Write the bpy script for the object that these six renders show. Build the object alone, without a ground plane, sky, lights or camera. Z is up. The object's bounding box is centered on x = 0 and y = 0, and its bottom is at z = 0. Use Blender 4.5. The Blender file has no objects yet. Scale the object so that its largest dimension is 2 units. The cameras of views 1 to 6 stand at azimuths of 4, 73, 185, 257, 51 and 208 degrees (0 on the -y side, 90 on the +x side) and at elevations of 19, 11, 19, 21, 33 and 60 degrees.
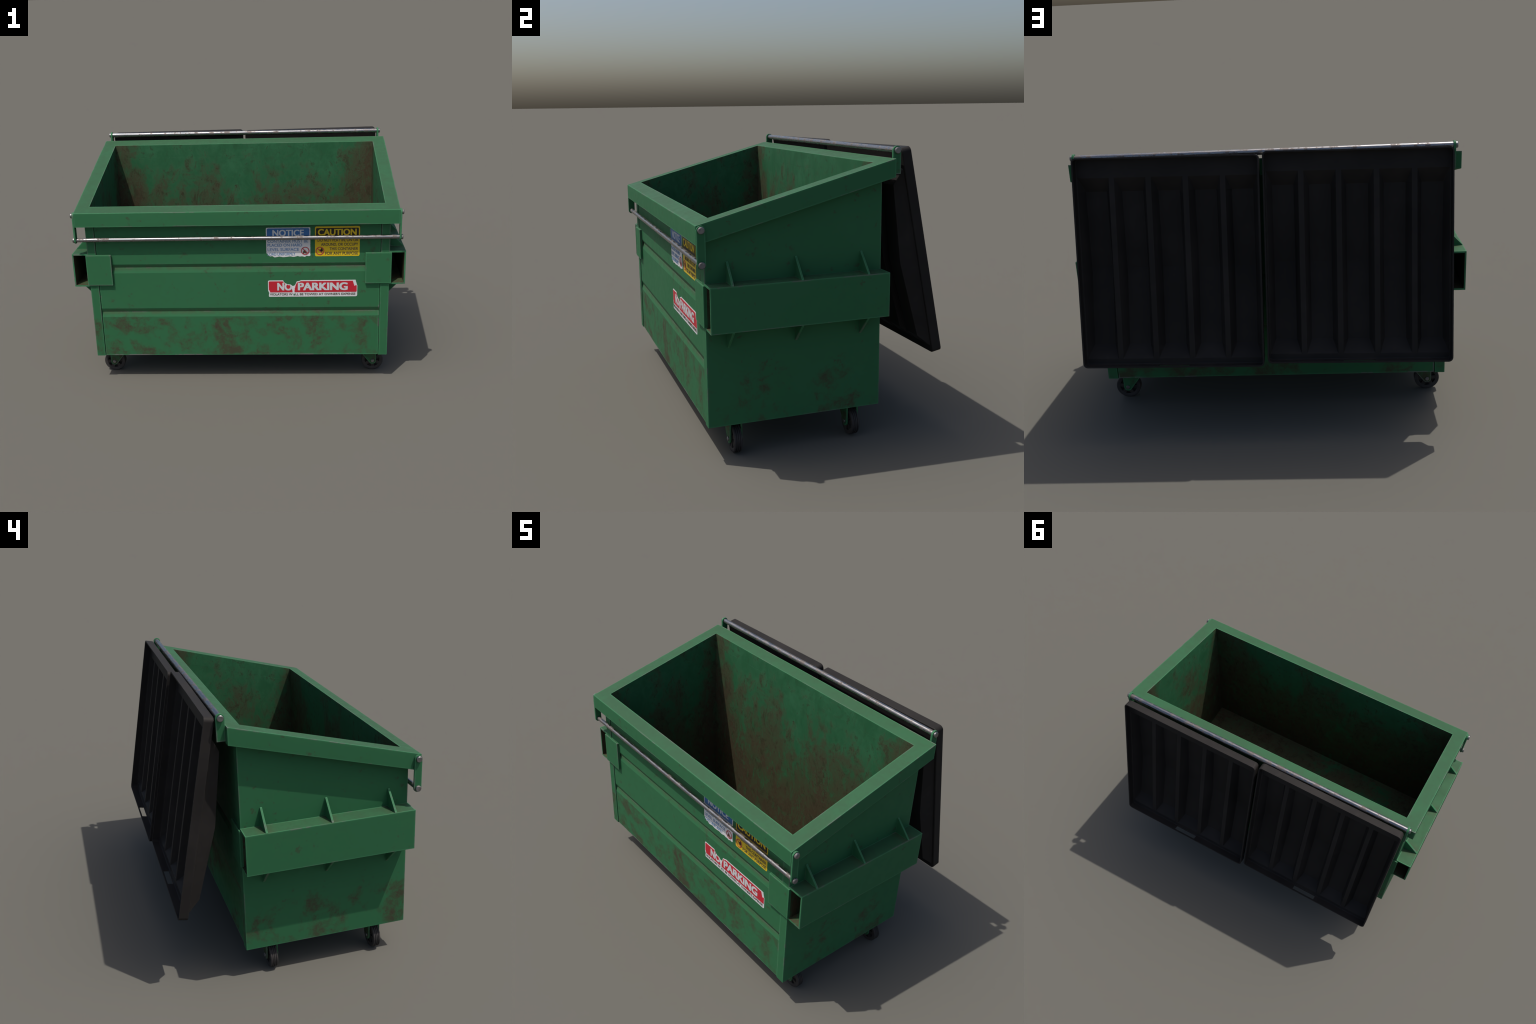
"""Open steel front-load waste container: sloped rim, fork pockets, lids swung back,
lock bar with lever arms, casters and worn stickers.  Built procedurally, part by part."""
import bpy, bmesh, math, random
from mathutils import Vector, Matrix, noise as mnoise

random.seed(7)
scene = bpy.context.scene
COL = scene.collection

# ------------------------------------------------------------------ dimensions
HX, HXO = 0.8955, 0.943            # half width of the tub / of the rim
HXI = 0.862                        # half width of the cavity
YF, YB = -0.5685, 0.2800           # faces of the corner flanges, front and rear
PF, PB = -0.5630, 0.2745           # sheet faces, set back from the flanges
IF, IB = -0.5378, 0.251             # cavity faces
RF, RB = -0.613, 0.3265            # rim, front and rear
Z0 = 0.163                         # underside of the tub
RIM_Z, RIM_H, SLOPE = 1.0955, 0.0855, 0.2678
TUBE_X, TUBE_Z0, TUBE_Z1, TUBE_T = 0.9895, 0.6255, 0.832, 0.009
FLANGE_X = 0.844


def rim_top(y):
    return RIM_Z + SLOPE * (y - RF)


def rim_bottom(y):
    return rim_top(y) - RIM_H


# ------------------------------------------------------------------ node helper
class Nodes:
    def __init__(self, name):
        self.mat = bpy.data.materials.new(name)
        self.mat.use_nodes = True
        self.t = self.mat.node_tree
        self.t.nodes.clear()
        self.out = self.t.nodes.new("ShaderNodeOutputMaterial")
        self.bsdf = self.t.nodes.new("ShaderNodeBsdfPrincipled")
        self.t.links.new(self.bsdf.outputs[0], self.out.inputs[0])

    def _set(self, sock, v):
        if v is None:
            return
        if isinstance(v, bpy.types.NodeSocket):
            self.t.links.new(v, sock)
        else:
            if sock.type == 'RGBA' and len(v) == 3:
                v = (*v, 1.0)
            sock.default_value = v

    def node(self, kind, **props):
        n = self.t.nodes.new(kind)
        for k, v in props.items():
            setattr(n, k, v)
        return n

    def math(self, op, a, b=None, c=None, clamp=False):
        n = self.node("ShaderNodeMath", operation=op, use_clamp=clamp)
        for s, v in zip(n.inputs, (a, b, c)):
            self._set(s, v)
        return n.outputs[0]

    def ramp(self, v, lo, hi, a=0.0, b=1.0, smooth=True):
        n = self.node("ShaderNodeMapRange", interpolation_type='SMOOTHSTEP' if smooth else 'LINEAR', clamp=True)
        for s, x in zip(n.inputs, (v, lo, hi, a, b)):
            self._set(s, x)
        return n.outputs[0]

    def mix(self, f, a, b):
        n = self.node("ShaderNodeMix", data_type='RGBA')
        self._set(n.inputs[0], f)
        self._set(n.inputs[6], a)
        self._set(n.inputs[7], b)
        return n.outputs[2]

    def coords(self, vary=True):
        """Object coordinates, shifted by the object's random number so that repeats differ."""
        tc = self.node("ShaderNodeTexCoord").outputs["Object"]
        if not vary:
            return tc, tc
        rnd = self.node("ShaderNodeObjectInfo").outputs["Random"]
        n = self.node("ShaderNodeVectorMath", operation='ADD')
        self.t.links.new(tc, n.inputs[0])
        self.t.links.new(self.math('MULTIPLY', rnd, 37.0), n.inputs[1])
        return tc, n.outputs[0]

    def stretch(self, v, s):
        n = self.node("ShaderNodeMapping")
        self._set(n.inputs[0], v)
        n.inputs["Scale"].default_value = s
        return n.outputs[0]

    def noise(self, v, scale, detail=4.0, rough=0.6, dist=0.0):
        n = self.node("ShaderNodeTexNoise")
        self._set(n.inputs["Vector"], v)
        n.inputs["Scale"].default_value = scale
        n.inputs["Detail"].default_value = detail
        n.inputs["Roughness"].default_value = rough
        n.inputs["Distortion"].default_value = dist
        return n.outputs[0]

    def edge(self, radius, flat=0.996, full=0.90, samples=8):
        """0 on flats, 1 where the surface turns outward or inward within the radius."""
        b = self.node("ShaderNodeBevel", samples=samples)
        b.inputs[0].default_value = radius
        g = self.node("ShaderNodeNewGeometry")
        d = self.node("ShaderNodeVectorMath", operation='DOT_PRODUCT')
        self.t.links.new(b.outputs[0], d.inputs[0])
        self.t.links.new(g.outputs["True Normal"], d.inputs[1])
        return self.ramp(d.outputs["Value"], flat, full, 0.0, 1.0)

    def bump(self, h, strength, dist=0.002):
        n = self.node("ShaderNodeBump")
        n.inputs["Strength"].default_value = strength
        n.inputs["Distance"].default_value = dist
        self._set(n.inputs["Height"], h)
        self._set(self.bsdf.inputs["Normal"], n.outputs[0])

    def finish(self, color, rough, metallic=0.0, spec=None):
        self._set(self.bsdf.inputs["Base Color"], color)
        self._set(self.bsdf.inputs["Roughness"], rough)
        self._set(self.bsdf.inputs["Metallic"], metallic)
        if spec is not None:
            self._set(self.bsdf.inputs["Specular IOR Level"], spec)
        return self.mat


GREEN = (0.0305, 0.1360, 0.0580)
GREEN_PALE = (0.070, 0.245, 0.120)
GREEN_DUST = (0.047, 0.122, 0.062)
RUST_VEIL = (0.056, 0.062, 0.034)
RUST_CORE = (0.060, 0.039, 0.029)
BARE = (0.165, 0.150, 0.150)


def painted_steel(name, low=0.06, high=-0.08, seams=(), top=0.43, soft=0.06, gussets=False, edge_highlight=0.80, keen=(0.992, 0.90)):
    """Green paint; rust blotches below height `top` (threshold shift `low`), fewer above (`high`),
    edge highlights painted in, bare chips, fine specks.  seams: heights at which dirt lies in a folded groove."""
    m = Nodes(name)
    tc, v = m.coords()
    xyz = m.node("ShaderNodeSeparateXYZ")
    m.t.links.new(tc, xyz.inputs[0])
    z = xyz.outputs[2]
    big = m.noise(v, 4.6, 5, 0.62, 0.5)
    mid = m.noise(v, 15.0, 9, 0.78, 0.3)
    fine = m.noise(v, 55.0, 5, 0.70)
    tint = m.noise(v, 1.6, 3, 0.5)
    col = m.mix(m.ramp(tint, 0.35, 0.70, 0.0, 0.40), GREEN, (0.0360, 0.146, 0.065))
    col = m.mix(m.ramp(mid, 0.50, 0.75, 0.0, 0.28), col, GREEN_DUST)
    h = m.math('ADD', m.math('MULTIPLY', big, 0.56), m.math('MULTIPLY', mid, 0.44))
    lift = m.math('ADD', h, m.ramp(z, top + soft, top - soft, high, low))
    veil = m.ramp(lift, 0.535, 0.645)
    col = m.mix(m.math('MULTIPLY', veil, 0.68), col, RUST_VEIL)
    core = m.ramp(m.math('ADD', lift, m.math('MULTIPLY', m.math('SUBTRACT', fine, 0.5), 0.26)), 0.600, 0.680)
    col = m.mix(m.math('MULTIPLY', core, 0.60), col, RUST_CORE)
    # sparse small rust specks anywhere
    speck = m.math('MULTIPLY', m.ramp(m.noise(v, 24.0, 6, 0.72), 0.58, 0.65), m.ramp(big, 0.47, 0.56))
    col = m.mix(m.math('MULTIPLY', speck, 0.50), col, RUST_CORE)
    # dirt that settles in the folded grooves
    for sz in seams:
        d = m.math('ABSOLUTE', m.math('SUBTRACT', z, sz))
        band = m.math('MULTIPLY', m.ramp(d, 0.026, 0.0), m.ramp(mid, 0.36, 0.58, 0.2, 1.0))
        col = m.mix(m.math('MULTIPLY', band, 0.65), col, (0.070, 0.072, 0.042))
    if gussets:
        y = xyz.outputs[1]
        for gy in (-0.466, -0.145, 0.177):
            d = m.math('ABSOLUTE', m.math('SUBTRACT', y, gy))
            band = m.math('MULTIPLY', m.ramp(d, 0.065, 0.010), m.ramp(mid, 0.34, 0.54, 0.35, 1.0))
            band = m.math('MULTIPLY', band, m.ramp(z, TUBE_Z1 - 0.004, TUBE_Z1 - 0.001))
            col = m.mix(m.math('MULTIPLY', band, 0.65), col, (0.080, 0.066, 0.038))
    # dust: uneven, darker green tint on what faces up
    up = m.node("ShaderNodeSeparateXYZ")
    m.t.links.new(m.node("ShaderNodeNewGeometry").outputs["Normal"], up.inputs[0])
    dull_top = m.math('MULTIPLY', m.ramp(up.outputs[2], 0.60, 0.92), m.ramp(m.math('ADD', mid, tint), 0.75, 1.20, 0.50, 0.85))
    col = m.mix(dull_top, col, (0.038, 0.088, 0.046))
    # bright edge highlights painted in paler green, then bare metal here and there
    e = m.edge(0.0120, *keen)
    col = m.mix(m.math('MULTIPLY', e, edge_highlight), col, GREEN_PALE)
    chip = m.math('MULTIPLY', e, m.ramp(m.noise(v, 5.0, 6, 0.72), 0.53, 0.57))
    col = m.mix(m.math('MULTIPLY', chip, 0.85), col, BARE)
    m.bump(m.math('ADD', m.math('MULTIPLY', big, 0.6), m.math('MULTIPLY', veil, 0.20)), 0.10, 0.003)
    return m.finish(col, m.ramp(mid, 0.3, 0.7, 0.52, 0.68), 0.0, 0.13)


def grimy_interior(name, floor=False):
    """Inside of the tub: paint worn to mottled brown rust, heavier toward the bottom and the corners."""
    m = Nodes(name)
    tc, v = m.coords(vary=False)
    xyz = m.node("ShaderNodeSeparateXYZ")
    m.t.links.new(tc, xyz.inputs[0])
    z = xyz.outputs[2]
    sv = m.stretch(v, (1.0, 1.0, 0.72))
    big = m.noise(sv, 2.6, 5, 0.60, 0.6)
    mid = m.noise(sv, 10.0, 9, 0.76, 0.5)
    fine = m.noise(sv, 34.0, 6, 0.74, 0.4)
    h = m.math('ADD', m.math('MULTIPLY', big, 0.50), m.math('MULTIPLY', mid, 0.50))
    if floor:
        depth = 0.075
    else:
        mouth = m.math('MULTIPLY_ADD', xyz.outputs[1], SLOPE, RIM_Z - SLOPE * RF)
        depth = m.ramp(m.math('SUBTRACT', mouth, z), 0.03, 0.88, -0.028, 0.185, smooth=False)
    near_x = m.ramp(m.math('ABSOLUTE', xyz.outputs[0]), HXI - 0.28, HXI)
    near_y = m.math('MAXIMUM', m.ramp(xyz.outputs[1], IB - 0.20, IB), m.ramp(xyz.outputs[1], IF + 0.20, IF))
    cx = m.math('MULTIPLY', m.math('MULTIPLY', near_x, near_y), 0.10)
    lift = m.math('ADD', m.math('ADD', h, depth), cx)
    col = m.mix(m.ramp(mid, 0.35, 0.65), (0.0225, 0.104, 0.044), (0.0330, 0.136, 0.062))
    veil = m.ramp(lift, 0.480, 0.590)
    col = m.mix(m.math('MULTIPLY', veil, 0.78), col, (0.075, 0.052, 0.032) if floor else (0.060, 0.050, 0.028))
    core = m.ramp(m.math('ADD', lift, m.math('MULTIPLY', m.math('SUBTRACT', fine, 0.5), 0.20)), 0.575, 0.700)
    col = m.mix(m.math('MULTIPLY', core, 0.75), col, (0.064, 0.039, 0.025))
    # surviving paint in upright flecks, where rubbish has slid past
    fl = m.noise(m.stretch(v, (1.0, 1.0, 1.0 if floor else 0.45)), 17.0, 9, 0.78, 1.1)
    fleck = m.math('MULTIPLY', m.ramp(fl, 0.525, 0.585), m.ramp(big, 0.40, 0.60, 1.0, 0.45))
    col = m.mix(m.math('MULTIPLY', fleck, 0.50 if floor else 0.72), col, (0.027, 0.112, 0.049))
    # thin rubbed marks and dark stains
    scr = m.noise(m.stretch(v, (2.0, 2.0, 1.2)), 10.0, 4, 0.6, 2.0)
    scratch = m.math('MULTIPLY', m.ramp(m.math('ABSOLUTE', m.math('SUBTRACT', scr, 0.5)), 0.018, 0.002), m.ramp(big, 0.46, 0.56))
    col = m.mix(m.math('MULTIPLY', scratch, 0.40), col, (0.040, 0.125, 0.068))
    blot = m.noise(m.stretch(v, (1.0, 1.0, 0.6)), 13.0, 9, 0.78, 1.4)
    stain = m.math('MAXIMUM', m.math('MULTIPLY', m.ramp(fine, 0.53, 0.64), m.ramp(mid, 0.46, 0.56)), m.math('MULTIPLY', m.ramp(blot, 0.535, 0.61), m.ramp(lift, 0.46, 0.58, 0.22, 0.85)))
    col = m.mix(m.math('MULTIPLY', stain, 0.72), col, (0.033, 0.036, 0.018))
    m.bump(m.math('ADD', big, m.math('MULTIPLY', mid, 0.5)), 0.25, 0.008)
    return m.finish(col, m.ramp(mid, 0.3, 0.7, 0.55, 0.75), 0.0, 0.13)


def steel(name, base=(0.29, 0.285, 0.29), rough=0.27, pits=0.80):
    m = Nodes(name)
    tc, v = m.coords()
    a = m.noise(v, 22.0, 5, 0.65)
    b = m.noise(m.stretch(v, (1.0, 6.0, 6.0)), 16.0, 4, 0.6)
    blot = m.ramp(a, 0.515, 0.60)
    col = m.mix(m.math('MULTIPLY', blot, pits), base, (0.115, 0.090, 0.078))
    col = m.mix(m.ramp(b, 0.55, 0.72, 0.0, 0.35), col, (0.17, 0.165, 0.165))
    rg = m.math('ADD', m.math('MULTIPLY', blot, 0.25), m.ramp(b, 0.3, 0.7, rough - 0.05, rough + 0.12))
    return m.finish(col, rg, m.math('SUBTRACT', 1.0, m.math('MULTIPLY', blot, 0.45)))


def plastic(name):
    m = Nodes(name)
    tc, v = m.coords()
    a = m.noise(v, 4.0, 5, 0.6)
    b = m.noise(m.stretch(v, (7.0, 0.7, 7.0)), 3.0, 4, 0.6)
    f = m.noise(v, 180.0, 2, 0.5)
    col = m.mix(m.ramp(a, 0.35, 0.7), (0.0225, 0.0205, 0.0195), (0.0300, 0.0270, 0.0255))
    col = m.mix(m.ramp(b, 0.58, 0.75, 0.0, 0.35), col, (0.0360, 0.0325, 0.0300))
    e = m.edge(0.004)
    col = m.mix(m.math('MULTIPLY', e, 0.35), col, (0.044, 0.040, 0.037))
    m.bump(f, 0.08, 0.001)
    return m.finish(col, m.ramp(a, 0.3, 0.7, 0.52, 0.62), 0.0, 0.08)


def rubber(name, c0, c1):
    m = Nodes(name)
    tc, v = m.coords()
    a = m.noise(v, 26.0, 5, 0.65)
    col = m.mix(m.ramp(a, 0.35, 0.68), c0, c1)
    return m.finish(col, 0.72, 0.0, 0.35)


def print_ink(name, c, worn, amount=0.35, scale=16.0):
    """Printed film: colour dulled by scuffs and grime."""
    m = Nodes(name)
    tc, v = m.coords()
    a = m.noise(v, scale, 5, 0.68, 0.4)
    b = m.noise(v, 5.0, 4, 0.6)
    col = m.mix(m.ramp(b, 0.40, 0.75, 0.0, 0.22), c, worn)
    col = m.mix(m.ramp(a, 0.56, 0.70, 0.0, amount), col, worn)
    return m.finish(col, 0.45, 0.0, 0.4)


PAINT = painted_steel("green_paint", low=0.02, high=-0.060)
PAINT_SHEET = painted_steel("green_paint_sheet", low=0.072, high=-0.042, seams=(0.7395, 0.4530), soft=0.02, edge_highlight=0.40, keen=(0.9985, 0.975))
PAINT_SIDE = painted_steel("green_paint_side", low=0.045, high=-0.085, top=0.44, soft=0.10)
PAINT_FORK = painted_steel("dark_fork_paint", low=0.13, high=0.13)
PAINT_POCKET = painted_steel("green_paint_pocket", low=-0.085, high=-0.085, gussets=True)
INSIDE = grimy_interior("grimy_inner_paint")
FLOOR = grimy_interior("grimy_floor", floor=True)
STEEL = steel("bare_steel")
BOLT = steel("bolt_steel", (0.25, 0.245, 0.245), 0.42, 0.4)
PLASTIC = plastic("black_plastic")
TYRE = rubber("tyre_rubber", (0.030, 0.028, 0.028), (0.046, 0.040, 0.038))
HUB = rubber("hub_iron", (0.025, 0.022, 0.021), (0.044, 0.036, 0.032))
HUB_DARK = rubber("hub_recess", (0.012, 0.010, 0.010), (0.018, 0.015, 0.014))

# ------------------------------------------------------------------ object helpers
ROOT = bpy.data.objects.new("waste_container", None)
COL.objects.link(ROOT)
ROOT["label"] = "worn green steel waste container with black lids open"
ROOT["category"] = "dumpster"
# the thing stands turned a little on the ground
ROOT.location = (-0.003, 0.0, 0.0)
ROOT.rotation_euler = (0, 0, math.radians(1.29))


def place(name, mesh, parent=None, mats=(), loc=(0, 0, 0), scale=(1, 1, 1)):
    ob = bpy.data.objects.new(name, mesh)
    COL.objects.link(ob)
    ob.parent = parent or ROOT
    ob.location = loc
    ob.scale = scale
    for mt in mats:
        if mesh.materials.find(mt.name) < 0:
            mesh.materials.append(mt)
    return ob


def group(name, parent=None, loc=(0, 0, 0), scale=(1, 1, 1)):
    ob = bpy.data.objects.new(name, None)
    COL.objects.link(ob)
    ob.parent = parent or ROOT
    ob.location = loc
    ob.scale = scale
    return ob


def mesh_of(bm, name, smooth=35):
    bmesh.ops.recalc_face_normals(bm, faces=bm.faces)
    me = bpy.data.meshes.new(name)
    bm.to_mesh(me)
    bm.free()
    if smooth:
        weigh_normals(me, smooth)
    return me


def weigh_normals(me, limit):
    """Area-weighted corner normals: broad faces stay flat, chamfers and rounds blend into them."""
    me.shade_smooth()
    cosl = math.cos(math.radians(limit))
    around = [[] for _ in me.vertices]
    for p in me.polygons:
        for v in p.vertices:
            around[v].append(p.index)
    fn = [p.normal.copy() for p in me.polygons]
    fa = [p.area for p in me.polygons]
    out = [None] * len(me.loops)
    for p in me.polygons:
        n0 = fn[p.index]
        for li in p.loop_indices:
            acc = Vector()
            for q in around[me.loops[li].vertex_index]:
                if fn[q].dot(n0) > cosl:
                    acc += fn[q] * fa[q]
            out[li] = acc.normalized() if acc.length > 1e-12 else n0
    me.normals_split_custom_set(out)


def bevel_edges(bm, width, segs=2, angle=25, keep=None):
    es = []
    for e in bm.edges:
        if len(e.link_faces) == 2 and e.calc_face_angle(0) > math.radians(angle):
            if keep is None or keep(e):
                es.append(e)
    if es:
        bmesh.ops.bevel(bm, geom=es, offset=width, segments=segs, affect='EDGES', profile=0.6, clamp_overlap=True)


def prism(bm, loop, axis, a, b):
    """Extrude a closed 2-D loop along an axis; a and b may be functions of the loop point."""
    fa = a if callable(a) else (lambda p: a)
    fb = b if callable(b) else (lambda p: b)

    def put(p, w):
        q = list(p)
        q.insert(axis, w)
        return bm.verts.new(q)
    va = [put(p, fa(p)) for p in loop]
    vb = [put(p, fb(p)) for p in loop]
    n = len(loop)
    bm.faces.new(va)
    bm.faces.new(vb[::-1])
    for i in range(n):
        j = (i + 1) % n
        bm.faces.new((va[j], va[i], vb[i], vb[j]))
    bmesh.ops.recalc_face_normals(bm, faces=bm.faces)


def box(bm, x0, x1, y0, y1, z0, z1):
    prism(bm, [(x0, y0), (x1, y0), (x1, y1), (x0, y1)], 2, z0, z1)


def rod(name, r, x0, x1, segs=28, chamfer=0.0):
    """Round bar along x with chamfered ends."""
    bm = bmesh.new()
    ring = lambda x, rr: [bm.verts.new((x, rr * math.cos(2 * math.pi * i / segs), rr * math.sin(2 * math.pi * i / segs))) for i in range(segs)]
    stations = [(x0, r - chamfer), (x0 + chamfer, r), (x1 - chamfer, r), (x1, r - chamfer)] if chamfer else [(x0, r), (x1, r)]
    rings = [ring(x, rr) for x, rr in stations]
    bm.faces.new(rings[0][::-1])
    bm.faces.new(rings[-1])
    for p, q in zip(rings, rings[1:]):
        for i in range(segs):
            j = (i + 1) % segs
            bm.faces.new((p[i], p[j], q[j], q[i]))
    return mesh_of(bm, name, 40)


def paint_inside(me, test):
    """Second material slot on faces whose centre and normal satisfy the test."""
    for p in me.polygons:
        if test(p.center, p.normal):
            p.material_index = 1


# ------------------------------------------------------------------ tub
# front and rear sheets: folded profile with two V grooves, drawn along x
GROOVES = ((0.4790, 0.4530, 0.4228), (0.7627, 0.7395, 0.7070))
FOLD = 0.0085


def sheet(name, face, inner):
    out = -1 if face < inner else 1
    prof = [(face, Z0 + 0.0012)]
    for top, root, low in GROOVES:
        prof += [(face, low), (face - out * FOLD, root - 0.001), (face - out * FOLD, root + 0.001), (face, top)]
    prof += [(face, rim_bottom(face) - 0.0003), (inner, rim_bottom(inner) - 0.0003), (inner, Z0 + 0.0012)]
    bm = bmesh.new()
    prism(bm, prof, 0, -FLANGE_X + 0.0030, FLANGE_X - 0.0030)
    bevel_edges(bm, 0.0016, 2, 15, lambda e: abs(e.verts[0].co.x - e.verts[1].co.x) > 1 and
                abs(e.verts[0].co.y - face) < 0.02 and 0.2 < e.verts[0].co.z < 0.9)
    me = mesh_of(bm, name, 28)
    ob = place(name, me, None, (PAINT_SHEET, INSIDE))
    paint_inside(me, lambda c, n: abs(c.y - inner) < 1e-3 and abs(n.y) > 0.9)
    return ob


sheet("front_panel", PF, IF)
sheet("rear_panel", PB, IB)

# side walls with folded corner flanges
for sgn in (-1, 1):
    loop = [(HXI, IF), (HXI, IB), (FLANGE_X - 0.0030, IB), (FLANGE_X - 0.0030, IB + 0.003), (FLANGE_X - 0.012, IB + 0.003), (FLANGE_X - 0.012, IB + 0.012), (FLANGE_X, IB + 0.012),
            (FLANGE_X, YB), (HX, YB), (HX, YF), (FLANGE_X, YF),
            (FLANGE_X, IF - 0.012), (FLANGE_X - 0.012, IF - 0.012), (FLANGE_X - 0.012, IF - 0.003), (FLANGE_X - 0.0030, IF - 0.003), (FLANGE_X - 0.0030, IF)]
    loop = [(sgn * x, y) for x, y in loop]
    bm = bmesh.new()
    prism(bm, loop, 2, Z0, lambda p: rim_bottom(p[1]) - 0.0003)
    bevel_edges(bm, 0.003, 2, 25, lambda e: all(v.co.y < YF + 1e-4 or v.co.y > YB - 1e-4 or (v.co.z < Z0 + 1e-4 and abs(v.co.x) > HX - 1e-4) for v in e.verts)
                and all(v.co.z < 0.95 or abs(e.verts[0].co.z - e.verts[1].co.z) > 0.3 for v in e.verts))
    me = mesh_of(bm, "side_wall", 50)
    place("side_wall", me, None, (PAINT_SIDE, INSIDE))
    paint_inside(me, lambda c, n: (abs(abs(c.x) - HXI) < 1e-3 and abs(n.x) > 0.9) or
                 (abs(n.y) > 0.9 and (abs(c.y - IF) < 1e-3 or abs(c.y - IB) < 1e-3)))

# floor
bm = bmesh.new()
box(bm, -HXI + 0.0005, HXI - 0.0005, IF + 0.0005, IB - 0.0005, Z0 + 0.0015, 0.1825)
me = mesh_of(bm, "floor", 0)
place("floor", me, None, (PAINT, FLOOR))
paint_inside(me, lambda c, n: n.z > 0.9)

# sloped rim: closed rectangular section running round the mouth
bm = bmesh.new()
rings = []
for hx, f, b, fn in ((HXO, RF, RB, rim_bottom), (HXO, RF, RB, rim_top), (HXI, IF, IB, rim_top), (HXI, IF, IB, rim_bottom)):
    rings.append([bm.verts.new((x, y, fn(y))) for x, y in ((-hx, f), (hx, f), (hx, b), (-hx, b))])
for k in range(4):
    p, q = rings[k], rings[(k + 1) % 4]
    for i in range(4):
        j = (i + 1) % 4
        bm.faces.new((p[i], p[j], q[j], q[i]))
bmesh.ops.recalc_face_normals(bm, faces=bm.faces)
inner_low = set(rings[3])
bevel_edges(bm, 0.0032, 2, 25, lambda e: not (set(e.verts) & inner_low))
me = mesh_of(bm, "rim", 50)
place("rim", me, None, (PAINT, INSIDE))
paint_inside(me, lambda c, n: (abs(abs(c.x) - HXI) < 1e-3 and abs(n.x) > 0.95) or
             (abs(n.y) > 0.95 and (abs(c.y - IF) < 1e-3 or abs(c.y - IB) < 1e-3)))

# ------------------------------------------------------------------ fork pockets
bm = bmesh.new()
xi = HX + 0.0006
xw = xi + TUBE_T                      # face of the pocket's inner wall
ends = []
for y in (YF + 0.0005, YB + 0.001):
    ends.append([[bm.verts.new((x, y, z)) for x, z in ((a, b), (c, b), (c, d), (a, d))]
                 for a, c, b, d in ((xi, TUBE_X, TUBE_Z0, TUBE_Z1), (xw, TUBE_X - TUBE_T, TUBE_Z0 + TUBE_T, TUBE_Z1 - TUBE_T))])
for i in range(4):
    j = (i + 1) % 4
    for ring in (0, 1):
        p, q = ends[0][ring], ends[1][ring]
        bm.faces.new((p[i], p[j], q[j], q[i]))
    for end in ends:
        bm.faces.new((end[0][i], end[0][j], end[1][j], end[1][i]))
bmesh.ops.recalc_face_normals(bm, faces=bm.faces)
bevel_edges(bm, 0.0022, 2, 25, lambda e: all(v.co.x > HX + 0.012 for v in e.verts) and
            (any(v.co.x > TUBE_X - 1e-4 for v in e.verts) or abs(e.verts[0].co.y - e.verts[1].co.y) < 1e-4))
tube_mesh = mesh_of(bm, "fork_pocket", 50)
tube_mesh.materials.append(PAINT_POCKET)
tube_mesh.materials.append(INSIDE)
paint_inside(tube_mesh, lambda c, n: (abs(c.x - (TUBE_X - TUBE_T)) < 1e-3 and n.x < -0.9) or
             (abs(c.x - xw) < 1e-3 and n.x > 0.9) or (abs(c.z - (TUBE_Z0 + TUBE_T)) < 1e-3 and n.z > 0.9) or (abs(c.z - (TUBE_Z1 - TUBE_T)) < 1e-3 and n.z < -0.9))
bm = bmesh.new()
box(bm, 0.7540, 0.9060, -0.0165, 0.0, 0.6345, 0.8250)
bevel_edges(bm, 0.0022, 2)
plate_mesh = mesh_of(bm, "pocket_plate", 50)
plate_mesh.materials.append(PAINT)
gusset_meshes = []
for z_in, z_tip in ((TUBE_Z1, 0.9255), (TUBE_Z0, 0.5320)):
    bm = bmesh.new()
    tip = 0.004 if z_tip > z_in else -0.004
    prism(bm, [(HX - 0.001, z_in - tip * 0.3), (HX - 0.001, z_tip), (HX + 0.003, z_tip), (0.9865, z_in + tip * 0.6), (0.9865, z_in - tip * 0.3)], 1, -0.0055, 0.0055)
    bevel_edges(bm, 0.0012, 1, 25)
    gm = mesh_of(bm, "gusset", 50)
    gm.materials.append(PAINT)
    gusset_meshes.append(gm)
for sgn in (-1, 1):
    pocket = place("fork_pocket", tube_mesh, None, (), scale=(sgn, 1, 1))
    for gm in gusset_meshes:
        for gy in (-0.466, -0.145, 0.177):
            place("gusset", gm, pocket, (), loc=(0, gy, 0))
    place("pocket_plate", plate_mesh, pocket, (), loc=(0, -0.5615, 0))
    place("pocket_plate", plate_mesh, pocket, (), loc=(0, 0.2730 + 0.0165, 0))


# ------------------------------------------------------------------ lever arms and lock bar
def stadium(bm, y, z_low, z_high, r, x0, x1, low_round=True, n=14):
    pts = [(y + r * math.cos(t), z_high + r * math.sin(t)) for t in (math.pi * i / n for i in range(n + 1))]
    if low_round:
        pts += [(y + r * math.cos(t), z_low + r * math.sin(t)) for t in (math.pi + math.pi * i / n for i in range(n + 1))]
    else:
        pts += [(y - r, z_low), (y + r, z_low)]
    prism(bm, pts, 0, x0, x1)


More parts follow.
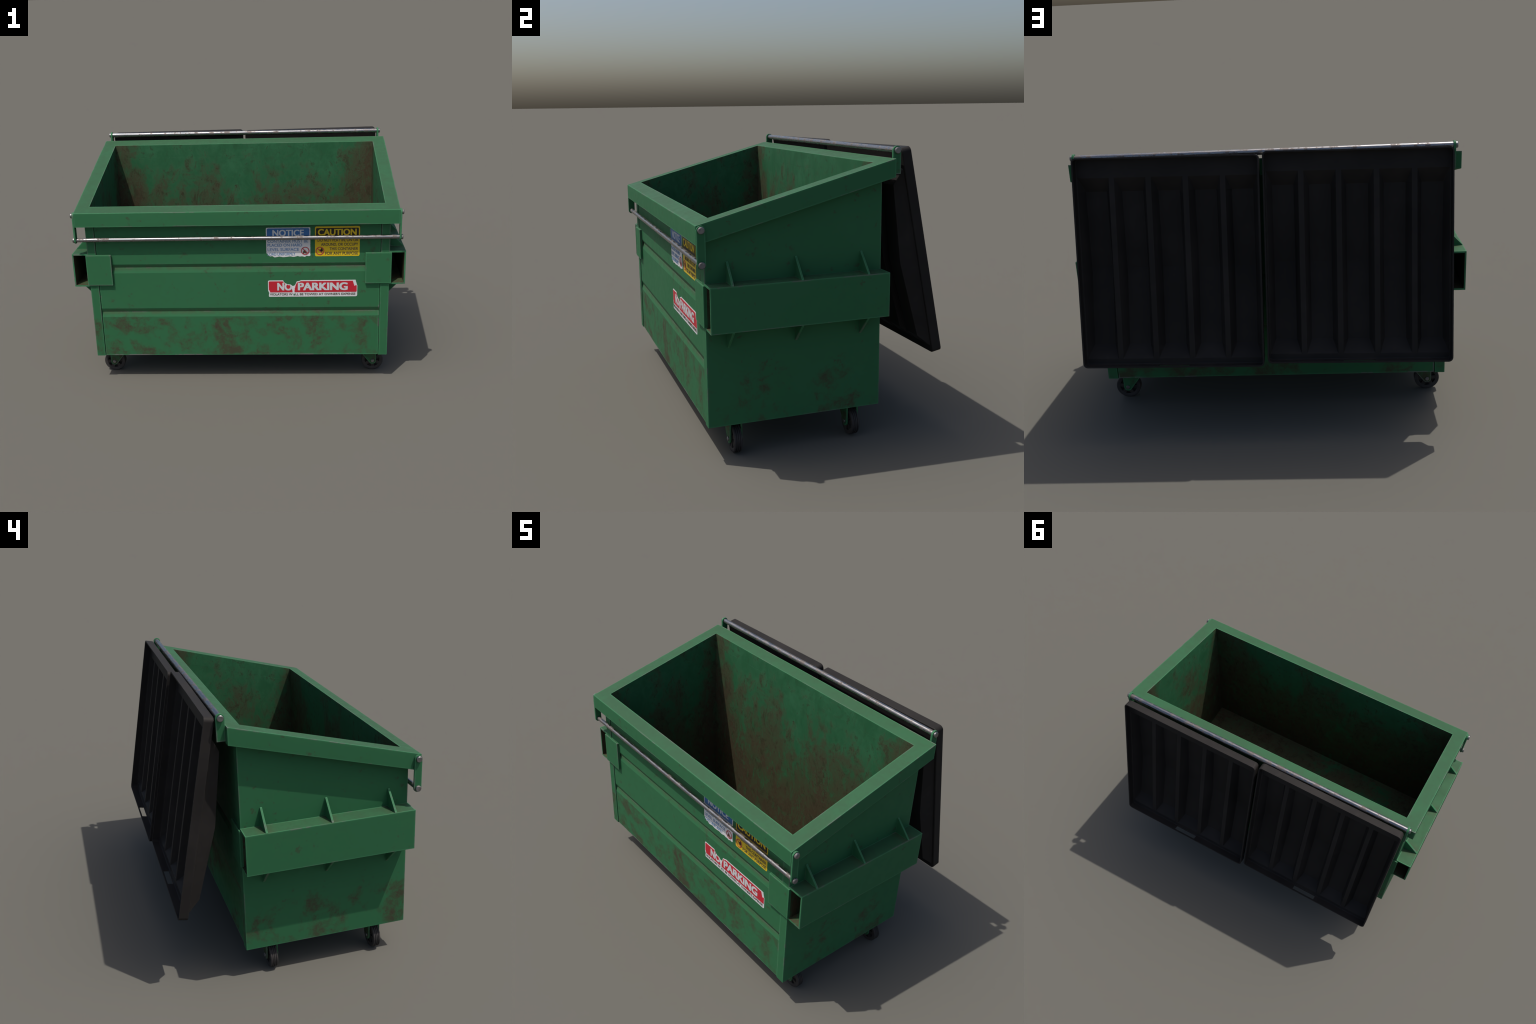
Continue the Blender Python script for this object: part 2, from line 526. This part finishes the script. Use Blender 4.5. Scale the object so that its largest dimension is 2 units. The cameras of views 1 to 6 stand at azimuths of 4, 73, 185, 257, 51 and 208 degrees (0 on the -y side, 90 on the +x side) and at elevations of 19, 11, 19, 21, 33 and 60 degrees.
bm = bmesh.new()
stadium(bm, -0.5920, 0.9270, 1.0770, 0.0195, HXO + 0.0006, HXO + 0.0105)
bevel_edges(bm, 0.0015, 2, 40)
lever_mesh = mesh_of(bm, "lever_arm", 50)
lever_mesh.materials.append(PAINT)
bolt_mesh = rod("bolt", 0.0152, 0.0, 0.0125, 24, 0.0028)
bolt_mesh.materials.append(BOLT)
for sgn in (-1, 1):
    lever = place("lever_arm", lever_mesh, None, (), scale=(sgn, 1, 1))
    for z in (0.9270, 1.0770):
        place("bolt", bolt_mesh, lever, (), loc=(HXO + 0.0095, -0.592, z))
me = rod("lock_bar", 0.0120, -HXO - 0.003, HXO + 0.003)
place("lock_bar", me, None, (STEEL,), loc=(0, -0.592, 0.9270))

# ------------------------------------------------------------------ lid hinge
bm = bmesh.new()
stadium(bm, 0.3475, 1.2725, 1.3810, 0.0205, 0.8975, 0.9085, low_round=False)
bevel_edges(bm, 0.0015, 2, 40)
bracket_mesh = mesh_of(bm, "hinge_bracket", 50)
bracket_mesh.materials.append(PAINT)
for sgn in (-1, 1):
    br = place("hinge_bracket", bracket_mesh, None, (), scale=(sgn, 1, 1))
    place("bolt", bolt_mesh, br, (), loc=(0.9070, 0.3475, 1.3810))
me = rod("hinge_bar", 0.0145, -0.900, 0.900)
place("hinge_bar", me, None, (STEEL,), loc=(0, 0.3475, 1.3810))


# ------------------------------------------------------------------ lids
def lid_skin(bm, W, H, r, depth):
    """One skin of a lid: five hipped ribs on a flat, rounded outline, skirt with a slot in the lip.
    Returns the open border loops (lip, slot)."""
    ribs = [(-0.430, -0.279), (-0.2535, -0.102), (-0.0760, 0.0760), (0.102, 0.2535), (0.279, 0.430)]
    inset = 0.024
    us, hu = [], []
    for a, b in ribs:
        us += [a, a + inset, b - inset, b]
        hu += [0, 1, 1, 0]
    vs = [-0.413, -0.345, 0.031, 0.411, 0.473]
    crown = [0.0, 0.0510, 0.0800, 0.0510, 0.0]      # ridge break half way
    hv = [0, 1, 1, 1, 0]
    grid = {}
    for i, u in enumerate(us):
        for j, v in enumerate(vs):
            grid[i, j] = bm.verts.new((u, v, -depth - (crown[j] if hu[i] else 0.0)))
    made = []
    for i in range(len(us) - 1):
        for j in range(len(vs) - 1):
            q = [grid[i, j], grid[i + 1, j], grid[i + 1, j + 1], grid[i, j + 1]]
            hs = [hu[i] * hv[j], hu[i + 1] * hv[j], hu[i + 1] * hv[j + 1], hu[i] * hv[j + 1]]
            if sum(hs) == 1:           # hip corner: fold runs from the raised vertex to the far corner
                k = hs.index(1)
                made.append(bm.faces.new((q[k], q[(k + 1) % 4], q[(k + 2) % 4])))
                made.append(bm.faces.new((q[k], q[(k + 2) % 4], q[(k + 3) % 4])))
            else:
                made.append(bm.faces.new(q))
    edges = {e for f in made for e in f.edges}
    inner = [e for e in edges if len(e.link_faces) == 1]
    slot, nseg = 0.076, 6

    def outline(shrink):
        w, h, rr = W / 2 - shrink, H / 2 - shrink, r - shrink
        pts = []
        for cx, cy, t0 in ((w - rr, h - rr, 0), (-w + rr, h - rr, 90), (-w + rr, -h + rr, 180), (w - rr, -h + rr, 270)):
            for k in range(nseg + 1):
                t = math.radians(t0 + 90 * k / nseg)
                pts.append((cx + rr * math.cos(t), cy + rr * math.sin(t)))
            if t0 == 0:
                pts += [(slot, h), (-slot, h)]
        return pts
    rows = [(0.0045, depth), (0.0013, depth - 0.0013), (0.0, depth - 0.0045), (0.0, 0.037), (0.0, 0.008), (0.0, 0.0)]
    loops = [[bm.verts.new((x, y, -n)) for x, y in outline(sh)] for sh, n in rows]
    cnt = len(loops[0])
    outer = [bm.edges.new((loops[0][k], loops[0][(k + 1) % cnt])) for k in range(cnt)]
    bmesh.ops.triangle_fill(bm, use_beauty=True, use_dissolve=False, edges=inner + outer)
    for a in range(len(loops) - 1):
        p, q = loops[a], loops[a + 1]
        for k in range(cnt):
            l = (k + 1) % cnt
            if not (a == 3 and k == nseg + 1):      # leave the slot open
                bm.faces.new((p[k], p[l], q[l], q[k]))
    k = nseg + 1
    return loops[-1], [loops[3][k], loops[3][k + 1], loops[4][k + 1], loops[4][k]]


def lid_mesh(W=0.8862, H=1.0180, depth=0.0437, sheet_t=0.0035, skirt_t=0.0070):
    """Moulded lid in its own frame: x across, y from hinge to lip, z = -(height toward the outside)."""
    bm = bmesh.new()
    out_skin = lid_skin(bm, W, H, 0.022, depth + sheet_t)
    in_skin = lid_skin(bm, W - 2 * skirt_t, H - 2 * skirt_t, 0.022 - skirt_t, depth)
    for p, q in zip(out_skin, in_skin):
        n = len(p)
        for k in range(n):
            l = (k + 1) % n
            bm.faces.new((p[k], p[l], q[l], q[k]))
    bmesh.ops.recalc_face_normals(bm, faces=bm.faces)
    # soft shoulders on the rib folds, tight radii on the skirt and lip
    in_ribs = lambda v: abs(v.co.x) < 0.4305 and -0.4135 < v.co.y < 0.4735
    folds = [e for e in bm.edges if e.calc_face_angle(0) > math.radians(5) and all(in_ribs(v) for v in e.verts)]
    lips = [e for e in bm.edges if e.calc_face_angle(0) > math.radians(20) and not any(in_ribs(v) for v in e.verts)]
    bmesh.ops.bevel(bm, geom=lips, offset=0.0014, segments=2, affect='EDGES', profile=0.5, clamp_overlap=True)
    folds = [e for e in folds if e.is_valid]
    bmesh.ops.bevel(bm, geom=folds, offset=0.0095, segments=4, affect='EDGES', profile=0.5, clamp_overlap=True)
    return mesh_of(bm, "lid", 42)


lid = lid_mesh()
lid.materials.clear()
lid.materials.append(PLASTIC)
# each lid hangs a little differently: centre, lean, swing in its plane, turn about the vertical
for centre, lean, swing, turn in (((-0.4446, 0.5070, 0.8920), 0.1867, -0.0105, -0.002),
                                  ((0.4575, 0.5177, 0.8918), 0.1872, -0.0123, 0.002)):
    ob = place("lid", lid)
    frame = Matrix(((1, 0, 0), (0, math.sin(lean), math.cos(lean)), (0, -math.cos(lean), math.sin(lean))))
    rot = Matrix.Rotation(turn, 3, 'Z') @ frame @ Matrix.Rotation(swing, 3, 'Z')
    ob.matrix_local = Matrix.Translation(centre) @ rot.to_4x4()


# ------------------------------------------------------------------ casters
WR = 0.0665


def lathe_y(bm, prof, segs=40):
    """Revolve (radius, y) stations about the y axis, closed at both ends when radius is 0."""
    rings = []
    for r, y in prof:
        if r < 1e-6:
            rings.append([bm.verts.new((0, y, 0))])
        else:
            rings.append([bm.verts.new((r * math.cos(2 * math.pi * i / segs), y, r * math.sin(2 * math.pi * i / segs))) for i in range(segs)])
    for p, q in zip(rings, rings[1:]):
        for i in range(segs):
            j = (i + 1) % segs
            if len(p) == 1:
                bm.faces.new((p[0], q[j], q[i]))
            elif len(q) == 1:
                bm.faces.new((p[i], p[j], q[0]))
            else:
                bm.faces.new((p[i], p[j], q[j], q[i]))


hw = 0.0195
bm = bmesh.new()
prof = [(0.046, -hw + 0.002), (0.050, -hw), (WR - 0.0035, -hw), (WR, -hw + 0.0035)]
for g in (-0.009, 0.0, 0.009):         # three grooves round the tread
    prof += [(WR, g - 0.0022), (WR - 0.003, g - 0.0014), (WR - 0.003, g + 0.0014), (WR, g + 0.0022)]
prof += [(WR, hw - 0.0035), (WR - 0.0035, hw), (0.050, hw), (0.046, hw - 0.002), (0.046, -hw + 0.002)]
lathe_y(bm, prof)
bmesh.ops.remove_doubles(bm, verts=bm.verts, dist=1e-6)
tyre_mesh = mesh_of(bm, "tyre", 30)
tyre_mesh.materials.append(TYRE)
# hub: web, rim ring, boss and six spokes
bm = bmesh.new()
lathe_y(bm, [(0, -0.006), (0.0462, -0.006), (0.0462, 0.006), (0, 0.006)])
web_faces = len(bm.faces)
lathe_y(bm, [(0.0, -hw + 0.001), (0.021, -hw + 0.001), (0.021, hw - 0.001), (0.0, hw - 0.001)], 24)
for k in range(6):
    a = math.radians(60 * k + 12)
    c, s = math.cos(a), math.sin(a)
    loop = []
    for rr, t in ((0.016, -0.0085), (0.0464, -0.0105), (0.0464, 0.0105), (0.016, 0.0085)):
        loop.append((rr * c - t * s, rr * s + t * c))
    prism(bm, loop, 1, -hw + 0.0025, hw - 0.0025)
for i, f in enumerate(bm.faces):
    f.material_index = 1 if i < web_faces else 0
hub_mesh = mesh_of(bm, "hub", 30)
hub_mesh.materials.append(HUB)
hub_mesh.materials.append(HUB_DARK)


def fork_mesh():
    """Two cheek plates and a top plate; one edge upright (outer), the other raked inward."""
    bm = bmesh.new()
    r = 0.0225
    pts = [(0.0228, 0.1635 - WR), (-0.1035, 0.1635 - WR)]
    # tangent of the raked edge to the lower round
    rake = math.atan2(1.255, 1.0)
    t0 = math.pi + (math.pi / 2 - rake)
    n = 12
    for i in range(n + 1):
        t = t0 + (2 * math.pi - t0) * i / n
        pts.append((r * math.cos(t), r * math.sin(t)))
    for y0 in (-0.0310, 0.0225):
        prism(bm, pts, 1, y0, y0 + 0.0085)
    bevel_edges(bm, 0.0016, 2, 40)
    box(bm, -0.1035, 0.0228, -0.0312, 0.0312, 0.1520 - WR, 0.1636 - WR)
    me = mesh_of(bm, "fork", 50)
    me.materials.append(PAINT_FORK)
    return me


fork = fork_mesh()
axle_mesh = bpy.data.meshes.new("axle_bolt")
bm = bmesh.new()
lathe_y(bm, [(0, -0.0365), (0.0085, -0.0365), (0.0105, -0.0345), (0.0105, 0.0345), (0.0085, 0.0365), (0, 0.0365)], 20)
axle_mesh = mesh_of(bm, "axle_bolt", 40)
axle_mesh.materials.append(BOLT)
for sgn in (-1, 1):
    for y in (-0.4255, 0.1345 if sgn < 0 else 0.1650):
        caster = group("caster", None, (sgn * 0.8210, y, WR), (sgn, 1, 1))
        place("fork", fork, caster)
        place("axle_bolt", axle_mesh, caster)
        w = place("wheel", tyre_mesh, caster)
        h = place("hub", hub_mesh, caster)
        turn = random.uniform(0, math.pi / 3)
        w.rotation_euler = h.rotation_euler = (0, turn, 0)

# ------------------------------------------------------------------ stickers
WHITE_INK = print_ink("sticker_white", (0.68, 0.68, 0.69), (0.44, 0.45, 0.44), 0.30)
BLUE_INK = print_ink("sticker_blue", (0.030, 0.130, 0.34), (0.14, 0.22, 0.34), 0.40, 20)
TEXT_BLUE = print_ink("lettering_blue", (0.105, 0.225, 0.42), (0.34, 0.39, 0.45), 0.6, 40)
RED_INK = print_ink("sticker_red", (0.50, 0.014, 0.030), (0.33, 0.04, 0.04), 0.4)
YELLOW_INK = print_ink("sticker_yellow", (0.68, 0.475, 0.012), (0.42, 0.32, 0.03), 0.25)
BLACK_INK = print_ink("sticker_black", (0.010, 0.010, 0.010), (0.030, 0.028, 0.020), 0.25)
TEXT_BLACK = print_ink("lettering_black", (0.070, 0.060, 0.040), (0.17, 0.15, 0.11), 0.55, 50)
LETTER_WHITE = print_ink("lettering_white", (0.58, 0.61, 0.62), (0.50, 0.46, 0.46), 0.25, 30)
SKIN = 0.0006


def ragged(points, step=0.004, amp=0.0012, seed=0, closed=True):
    """Resample an outline and push it about with noise, as a torn edge."""
    out = []
    n = len(points)
    for i in range(n):
        a, b = Vector(points[i]), Vector(points[(i + 1) % n])
        k = max(1, int((b - a).length / step))
        for s in range(k):
            p = a.lerp(b, s / k)
            d = Vector((mnoise.noise(Vector((p.x * 170, p.y * 170, seed))), mnoise.noise(Vector((p.x * 170, p.y * 170, seed + 9.7)))))
            out.append(tuple(p + d * amp * 1.6))
    return out


def rounded(x0, x1, z0, z1, r, n=5):
    pts = []
    for cx, cz, t0 in ((x1 - r, z1 - r, 0), (x0 + r, z1 - r, 90), (x0 + r, z0 + r, 180), (x1 - r, z0 + r, 270)):
        for k in range(n + 1):
            t = math.radians(t0 + 90 * k / n)
            pts.append((cx + r * math.cos(t), cz + r * math.sin(t)))
    return pts


def film(name, loop, layer, mat, parent):
    """Thin printed film, `layer` steps proud of the sheet."""
    bm = bmesh.new()
    y1 = PF + 0.0006 if layer == 1 else PF - SKIN * (layer - 1) + 0.0003
    prism(bm, loop, 1, PF - SKIN * layer, y1)
    bmesh.ops.triangulate(bm, faces=[f for f in bm.faces if len(f.verts) > 4])
    return place(name, mesh_of(bm, name, 0), parent, (mat,))


def disc_ring(name, cx, cz, r0, r1, layer, mat, parent, n=40):
    """Prohibition sign: ring with a slash."""
    bm = bmesh.new()
    y0, y1 = PF - SKIN * layer, PF - SKIN * (layer - 1) + 0.0003
    vs = []
    for i in range(n):
        c, s = math.cos(2 * math.pi * i / n), math.sin(2 * math.pi * i / n)
        vs.append([bm.verts.new((cx + r * c, y, cz + r * s)) for r in (r0, r1) for y in (y0, y1)])
    for i in range(n):
        a, b = vs[i], vs[(i + 1) % n]
        bm.faces.new((a[0], b[0], b[2], a[2]))
        bm.faces.new((a[2], b[2], b[3], a[3]))
        bm.faces.new((a[1], a[0], b[0], b[1]))
    h = (r1 - r0) * 0.5
    d = math.sqrt(0.5)
    L = r0 + h * 0.4
    loop = [(cx + (-L + 0) * d + o * d, cz + L * d + o * d) for o in (-h, h)] + [(cx + L * d + o * d, cz - L * d + o * d) for o in (h, -h)]
    prism(bm, loop, 1, y0 + 0.00008, y1)
    return place(name, mesh_of(bm, name, 0), parent, (mat,))


def lettering(text, x0, x1, z0, cap, layer, mat, parent, bold=0.020):
    """Words in the built-in font, stretched to fill x0..x1 at cap height `cap`; strokes are thickened
    by overlaying copies shifted by `bold` em, each a hair prouder than the last."""
    cu = bpy.data.curves.new("words", 'FONT')
    cu.body = text
    cu.size = 1.0
    cu.resolution_u = 4
    tmp = bpy.data.objects.new("words_tmp", cu)
    COL.objects.link(tmp)
    dg = bpy.context.evaluated_depsgraph_get()
    flat = bpy.data.meshes.new_from_object(tmp.evaluated_get(dg))
    bpy.data.objects.remove(tmp)
    xs = [v.co.x for v in flat.vertices]
    zs = [v.co.y for v in flat.vertices]
    lo, hi, capu = min(xs), max(xs), sorted(zs)[int(len(zs) * 0.93)]
    sx = (x1 - x0) / (hi - lo + 2 * bold)
    sz = cap / (capu + bold)
    base_y = PF - SKIN * layer
    bm = bmesh.new()
    for k, (dx, dz) in enumerate(((0, 0), (bold, 0), (2 * bold, 0), (0, bold), (bold, bold), (2 * bold, bold))):
        part = bmesh.new()
        part.from_mesh(flat)
        bmesh.ops.remove_doubles(part, verts=part.verts, dist=1e-5)
        for v in part.verts:
            v.co = (x0 + (v.co.x - lo + dx) * sx, PF - SKIN * (layer - 1) + 0.0003, z0 + (v.co.y + dz) * sz)
        ext = bmesh.ops.extrude_face_region(part, geom=part.faces[:])
        for g in ext["geom"]:
            if isinstance(g, bmesh.types.BMVert):
                g.co.y = base_y - 0.00004 * k
        bmesh.ops.recalc_face_normals(part, faces=part.faces)
        me = bpy.data.meshes.new("part")
        part.to_mesh(me)
        part.free()
        bm.from_mesh(me)
        bpy.data.meshes.remove(me)
    bpy.data.meshes.remove(flat)
    me = bpy.data.meshes.new("lettering")
    bm.to_mesh(me)
    bm.free()
    return place("lettering", me, parent, (mat,))


def tear(ob, loops):
    """Cut ragged torn areas out of a film with real Boolean cuts."""
    for i, loop in enumerate(loops):
        bm = bmesh.new()
        prism(bm, ragged(loop, 0.005, 0.0012, 3.1 * i), 1, PF - 0.02, PF + 0.02)
        bmesh.ops.triangulate(bm, faces=bm.faces[:])
        cut = bpy.data.objects.new("cut_tmp", mesh_of(bm, "cut", 0))
        COL.objects.link(cut)
        cut.parent = ROOT
        md = ob.modifiers.new("tear", 'BOOLEAN')
        md.operation, md.solver, md.object, md.use_self = 'DIFFERENCE', 'EXACT', cut, True
        bpy.context.view_layer.update()
        dg = bpy.context.evaluated_depsgraph_get()
        new = bpy.data.meshes.new_from_object(ob.evaluated_get(dg))
        ob.modifiers.clear()
        old = ob.data
        new.name = old.name
        ob.data = new
        bpy.data.meshes.remove(old)
        bpy.data.objects.remove(cut)


# notice: blue header on white
bx = lambda X: 0.1720 + (X - 120) * 0.000271
bz = lambda Y: 0.9810 - (Y - 165) * 0.000288
st = group("notice_sticker")
loop = [(bx(135), bz(165)), (bx(1065), bz(165)), (bx(1078), bz(178)), (bx(1078), bz(768))] + \
    [(bx(X), bz(Y)) for X, Y in ((1050, 780), (1000, 772), (960, 795), (900, 782), (850, 788), (800, 775), (760, 786), (700, 795), (640, 780), (560, 792),
                                 (480, 796), (400, 782), (340, 795), (300, 800), (250, 772), (200, 778), (165, 740), (124, 705))] + [(bx(120), bz(185))]
film("sticker_film", ragged(loop, 0.006, 0.0007, 1.0), 1, WHITE_INK, st)
film("sticker_header", rounded(bx(142), bx(1058), bz(398), bz(180), 0.008), 2, BLUE_INK, st)
lettering("NOTICE", bx(262), bx(940), bz(345), bz(212) - bz(345), 3, LETTER_WHITE, st, 0.030)
for words, X1, Y in (("CONTAINER MUST BE", 1030, 455), ("PLACED ON HARD", 902, 537), ("LEVEL SURFACE", 830, 632), ("LOAD UNIFORMLY", 752, 728)):
    lettering(words, bx(150), bx(X1), bz(Y + 32), 0.0180, 2, TEXT_BLUE, st, 0.02)
SIGN_RED = print_ink("sign_red", (0.42, 0.030, 0.040), (0.36, 0.12, 0.12), 0.35, 40)
film("sign_figure", [(bx(x), bz(y)) for x, y in ((915, 690), (935, 655), (965, 640), (985, 690), (1000, 725), (975, 735), (960, 700), (940, 735), (920, 725))], 2, TEXT_BLACK, st)
disc_ring("prohibition_sign", bx(965), bz(665), 0.0200, 0.0248, 3, SIGN_RED, st)

# caution: yellow with black header
st = group("caution_sticker")
film("sticker_film", ragged(rounded(bx(1178), bx(2140), bz(785), bz(150), 0.009), 0.006, 0.0004, 4.0), 1, YELLOW_INK, st)
film("sticker_header", rounded(bx(1200), bx(2116), bz(396), bz(184), 0.006), 2, BLACK_INK, st)
lettering("CAUTION", bx(1240), bx(2070), bz(338), bz(205) - bz(338), 3, YELLOW_INK, st, 0.036)
for words, X0, Y in (("DO NOT PLAY IN, ON OR", 1232, 440), ("AROUND, OR OCCUPY", 1308, 532), ("THIS CONTAINER", 1490, 625), ("FOR ANY PURPOSE", 1398, 722)):
    lettering(words, bx(X0), bx(2106), bz(Y + 31), 0.0175, 2, TEXT_BLACK, st, 0.02)
film("sign_figure", [(bx(x), bz(y)) for x, y in ((1265, 640), (1300, 640), (1320, 600), (1340, 625), (1350, 670), (1325, 690), (1290, 665))], 2, BLACK_INK, st)
disc_ring("prohibition_sign", bx(1285), bz(668), 0.0203, 0.0250, 3, SIGN_RED, st)

# no parking: red field on white, torn
nx = lambda X: 0.1780 + (X - 165) * 0.0002768
nz = lambda Y: 0.6525 - (Y - 110) * 0.000293
P = lambda pts: [(nx(x), nz(y)) for x, y in pts]
st = group("no_parking_sticker")
base = film("sticker_film", rounded(nx(165), nx(2085), nz(468), nz(110), 0.009), 1, WHITE_INK, st)
field = film("sticker_field", rounded(nx(182), nx(2072), nz(370), nz(130), 0.006), 2, RED_INK, st)
words = lettering("NO", nx(365), nx(688), nz(328), nz(165) - nz(328), 3, LETTER_WHITE, st, 0.045)
lettering("PARKING", nx(808), nx(1880), nz(328), nz(165) - nz(328), 3, LETTER_WHITE, st, 0.045)
lettering("VIOLATORS W", nx(200), nx(692), nz(437), nz(390) - nz(437), 2, TEXT_BLACK, st, 0.024)
lettering("LL BE TOWED AT OWNER'S EXPENSE", nx(752), nx(2045), nz(437), nz(390) - nz(437), 2, TEXT_BLACK, st, 0.024)
bare = [P(((468, 60), (500, 135), (548, 180), (590, 196), (650, 200), (690, 232), (722, 236), (752, 205), (775, 150), (800, 136), (862, 120), (905, 60))),
        P(((708, 402), (736, 396), (748, 440), (716, 446))),
        P(((2035, 70), (2048, 125), (2062, 170), (2078, 220), (2140, 220), (2140, 70))),
        P(((120, 330), (172, 340), (186, 385), (176, 430), (188, 500), (120, 500)))]
peeled = [P(((458, 60), (488, 138), (535, 184), (575, 206), (610, 216), (645, 212), (672, 240), (682, 300), (692, 345), (690, 420),
             (734, 420), (736, 330), (752, 250), (766, 206), (786, 160), (866, 136), (920, 60))),
          P(((1983, 70), (1992, 150), (2012, 205), (2020, 242), (2058, 226), (2090, 236), (2140, 70))),
          P(((120, 295), (190, 315), (222, 400), (120, 400)))]
tear(base, bare)
tear(field, peeled)
tear(words, peeled[:1])
